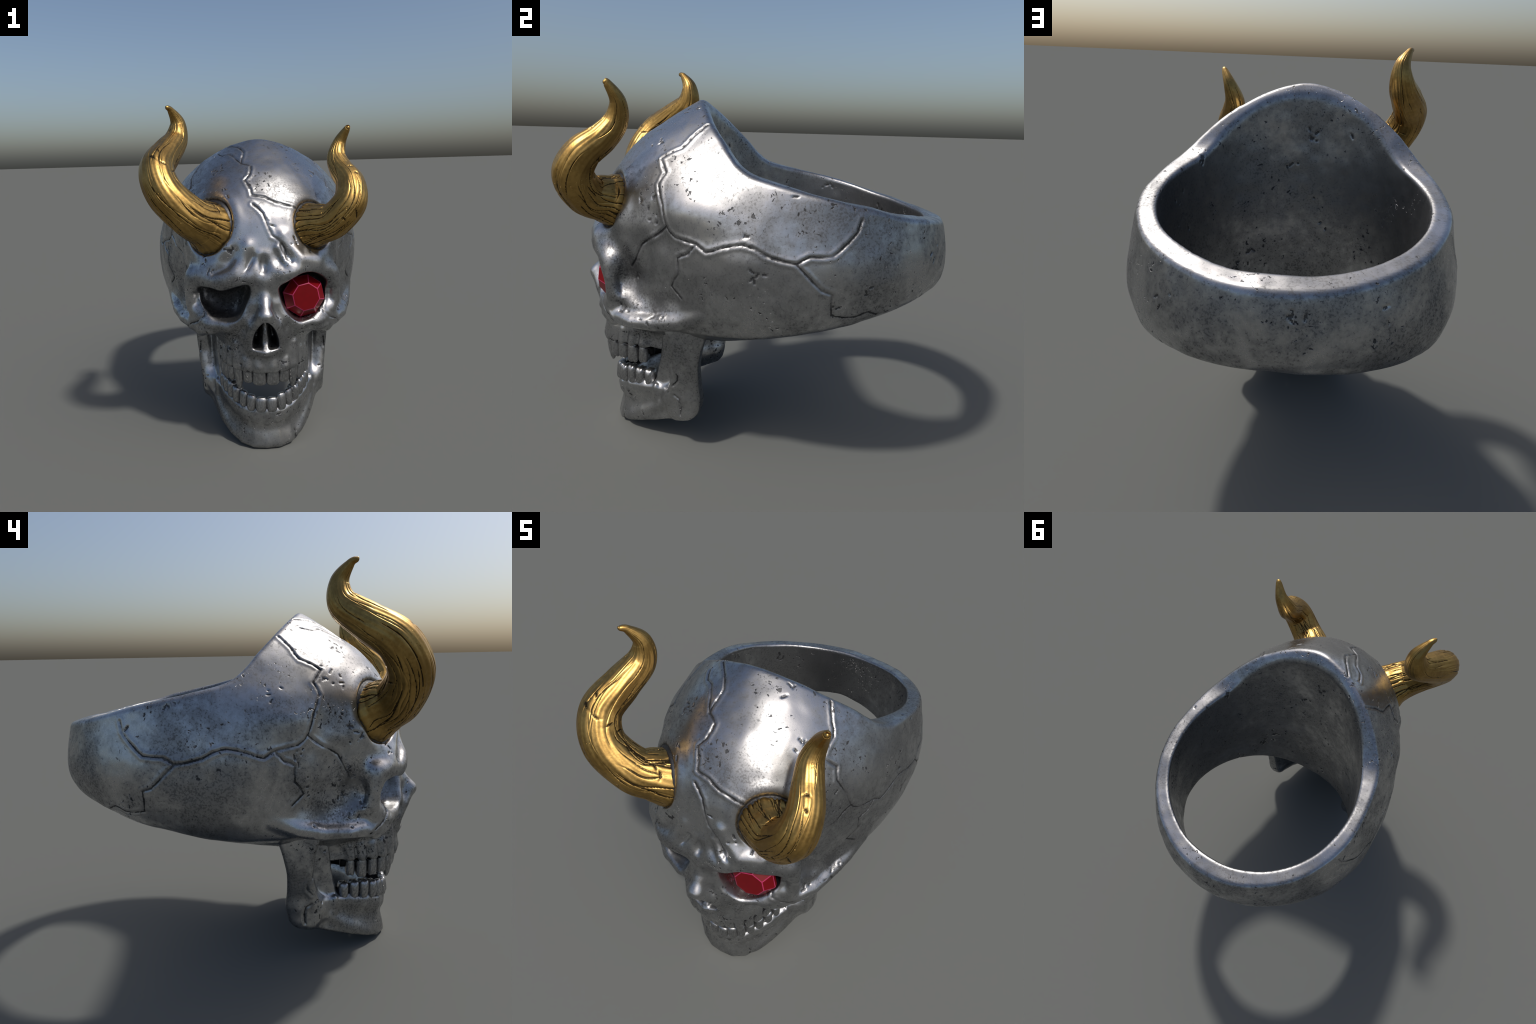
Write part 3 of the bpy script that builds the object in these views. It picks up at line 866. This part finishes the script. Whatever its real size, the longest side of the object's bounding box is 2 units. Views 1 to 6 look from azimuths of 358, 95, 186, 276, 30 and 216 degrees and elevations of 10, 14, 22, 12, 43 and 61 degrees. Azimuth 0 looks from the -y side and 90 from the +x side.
# ------------------------------------------------------------------ teeth
def tooth_mesh(name, kind):
    NU, NV = 24, 16
    V = []
    for a in np.linspace(-math.pi/2, math.pi/2, NV):
        for b in np.linspace(0, 2*math.pi, NU, endpoint=False):
            e = lambda c, k: math.copysign(abs(c) ** k, c)
            x = e(math.cos(a), .55) * e(math.cos(b), .82)
            y = e(math.cos(a), .55) * e(math.sin(b), 1.0)
            z = e(math.sin(a), .55 if kind != "fang" else .8)
            if kind == "fang":
                k = .30 + .78 * (.5 + .5 * z) ** .6
                x *= k; y *= k
            elif kind == "incisor":
                x *= .96 + .06 * -z; y *= .8 + .2 * z
            else:
                x *= .97 - .05 * z
                if z < -.5: z += .12 * math.cos(b * 4) * math.cos(a)
            V.append((x, y, z))
    f = [[i*NU + j, i*NU + (j+1) % NU, (i+1)*NU + (j+1) % NU, (i+1)*NU + j] for i in range(NV-1) for j in range(NU)]
    o = mesh_object(name, V, f, [SILVER_TOOTH])
    me = o.data
    bpy.data.objects.remove(o)
    return me
MESH = {k: tooth_mesh(k, k) for k in ("incisor", "fang", "molar")}

def tooth(name, kind, x, y, z, w, dep, h, turn, up):
    ob = bpy.data.objects.new(name, MESH[kind])
    bpy.context.collection.objects.link(ob)
    ob.parent = ring
    ob.location = (x, y, z)
    ob.scale = (w, dep, h)
    ob.rotation_euler = (math.radians(180) if up else 0, 0, turn)
    return ob

def arch_row(arch, edges, name, lower):
    c = curve_points([(-arch[1][0], arch[1][1])] + arch, 400)[57:]
    s = np.concatenate([[0], np.cumsum(np.linalg.norm(np.diff(c, axis=0), axis=1))])
    s -= s[np.argmin(np.abs(c[:, 0]))]
    for sgn in (-1, 1):
        for a, b, kind, z0, z1 in edges:
            m = (a + b) / 2
            x, y = np.interp(m, s, c[:, 0]), np.interp(m, s, c[:, 1])
            x2, y2 = np.interp(m + .01, s, c[:, 0]), np.interp(m + .01, s, c[:, 1])
            turn = math.atan2(y2 - y, x2 - x)
            inn = .022 if kind == 'fang' else (.022 if lower else .028)
            nx, ny = -(y2 - y) / .01, (x2 - x) / .01
            j = rng.normal(0, 1, 4)
            zt = z1 + j[0] * .005
            tooth("fang" if kind == "fang" else name, kind, sgn * (x + nx * inn), y + ny * inn, (z0 + zt) / 2,
                  (b - a) / 2 * (1.0 + .03 * j[2]), .036 if kind == "molar" else .030, abs(z0 - zt) / 2, sgn * turn + j[1] * .06, lower)

arch_row(UPPER_ARCH, [(.0, .084, "incisor", .53, .418), (.084, .148, "incisor", .535, .433), (.146, .214, "fang", .545, .386), (.212, .270, "molar", .545, .426),
                      (.270, .332, "molar", .545, .426), (.332, .400, "molar", .54, .422), (.400, .460, "molar", .535, .424)], "upper_tooth", False)
arch_row(LOWER_ARCH, [(.0, .070, "incisor", .235, .326), (.070, .130, "incisor", .24, .338), (.130, .186, "incisor", .255, .356), (.186, .244, "molar", .265, .372),
                      (.244, .306, "molar", .275, .382), (.306, .370, "molar", .285, .386), (.370, .430, "molar", .29, .386)], "lower_tooth", True)

# black bars between and behind the teeth, and a thin black line along the top of the upper row
def dark_gap_bar(arch, z, rz, ry, inset=.040):
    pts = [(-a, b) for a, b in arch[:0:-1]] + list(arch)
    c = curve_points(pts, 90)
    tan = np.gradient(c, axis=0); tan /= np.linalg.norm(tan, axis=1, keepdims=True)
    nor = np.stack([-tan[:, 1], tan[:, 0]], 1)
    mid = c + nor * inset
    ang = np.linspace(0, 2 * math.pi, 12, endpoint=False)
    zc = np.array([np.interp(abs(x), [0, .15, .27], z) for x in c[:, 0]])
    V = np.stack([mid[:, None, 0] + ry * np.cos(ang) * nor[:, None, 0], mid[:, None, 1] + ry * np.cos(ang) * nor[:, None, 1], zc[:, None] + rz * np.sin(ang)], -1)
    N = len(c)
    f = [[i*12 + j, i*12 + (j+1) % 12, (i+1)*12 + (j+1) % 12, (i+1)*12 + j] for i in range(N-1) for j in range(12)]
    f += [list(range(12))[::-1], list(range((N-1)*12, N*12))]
    return mesh_object("dark_gap_bar", V.reshape(-1, 3), f, [BLACK], ring)
dark_gap_bar(UPPER_ARCH, [.485, .500, .50], .036, .022)
dark_gap_bar(UPPER_ARCH, [.503, .524, .514], .007, .026, .024)
dark_gap_bar(LOWER_ARCH, [.265, .29, .315], .032, .022)
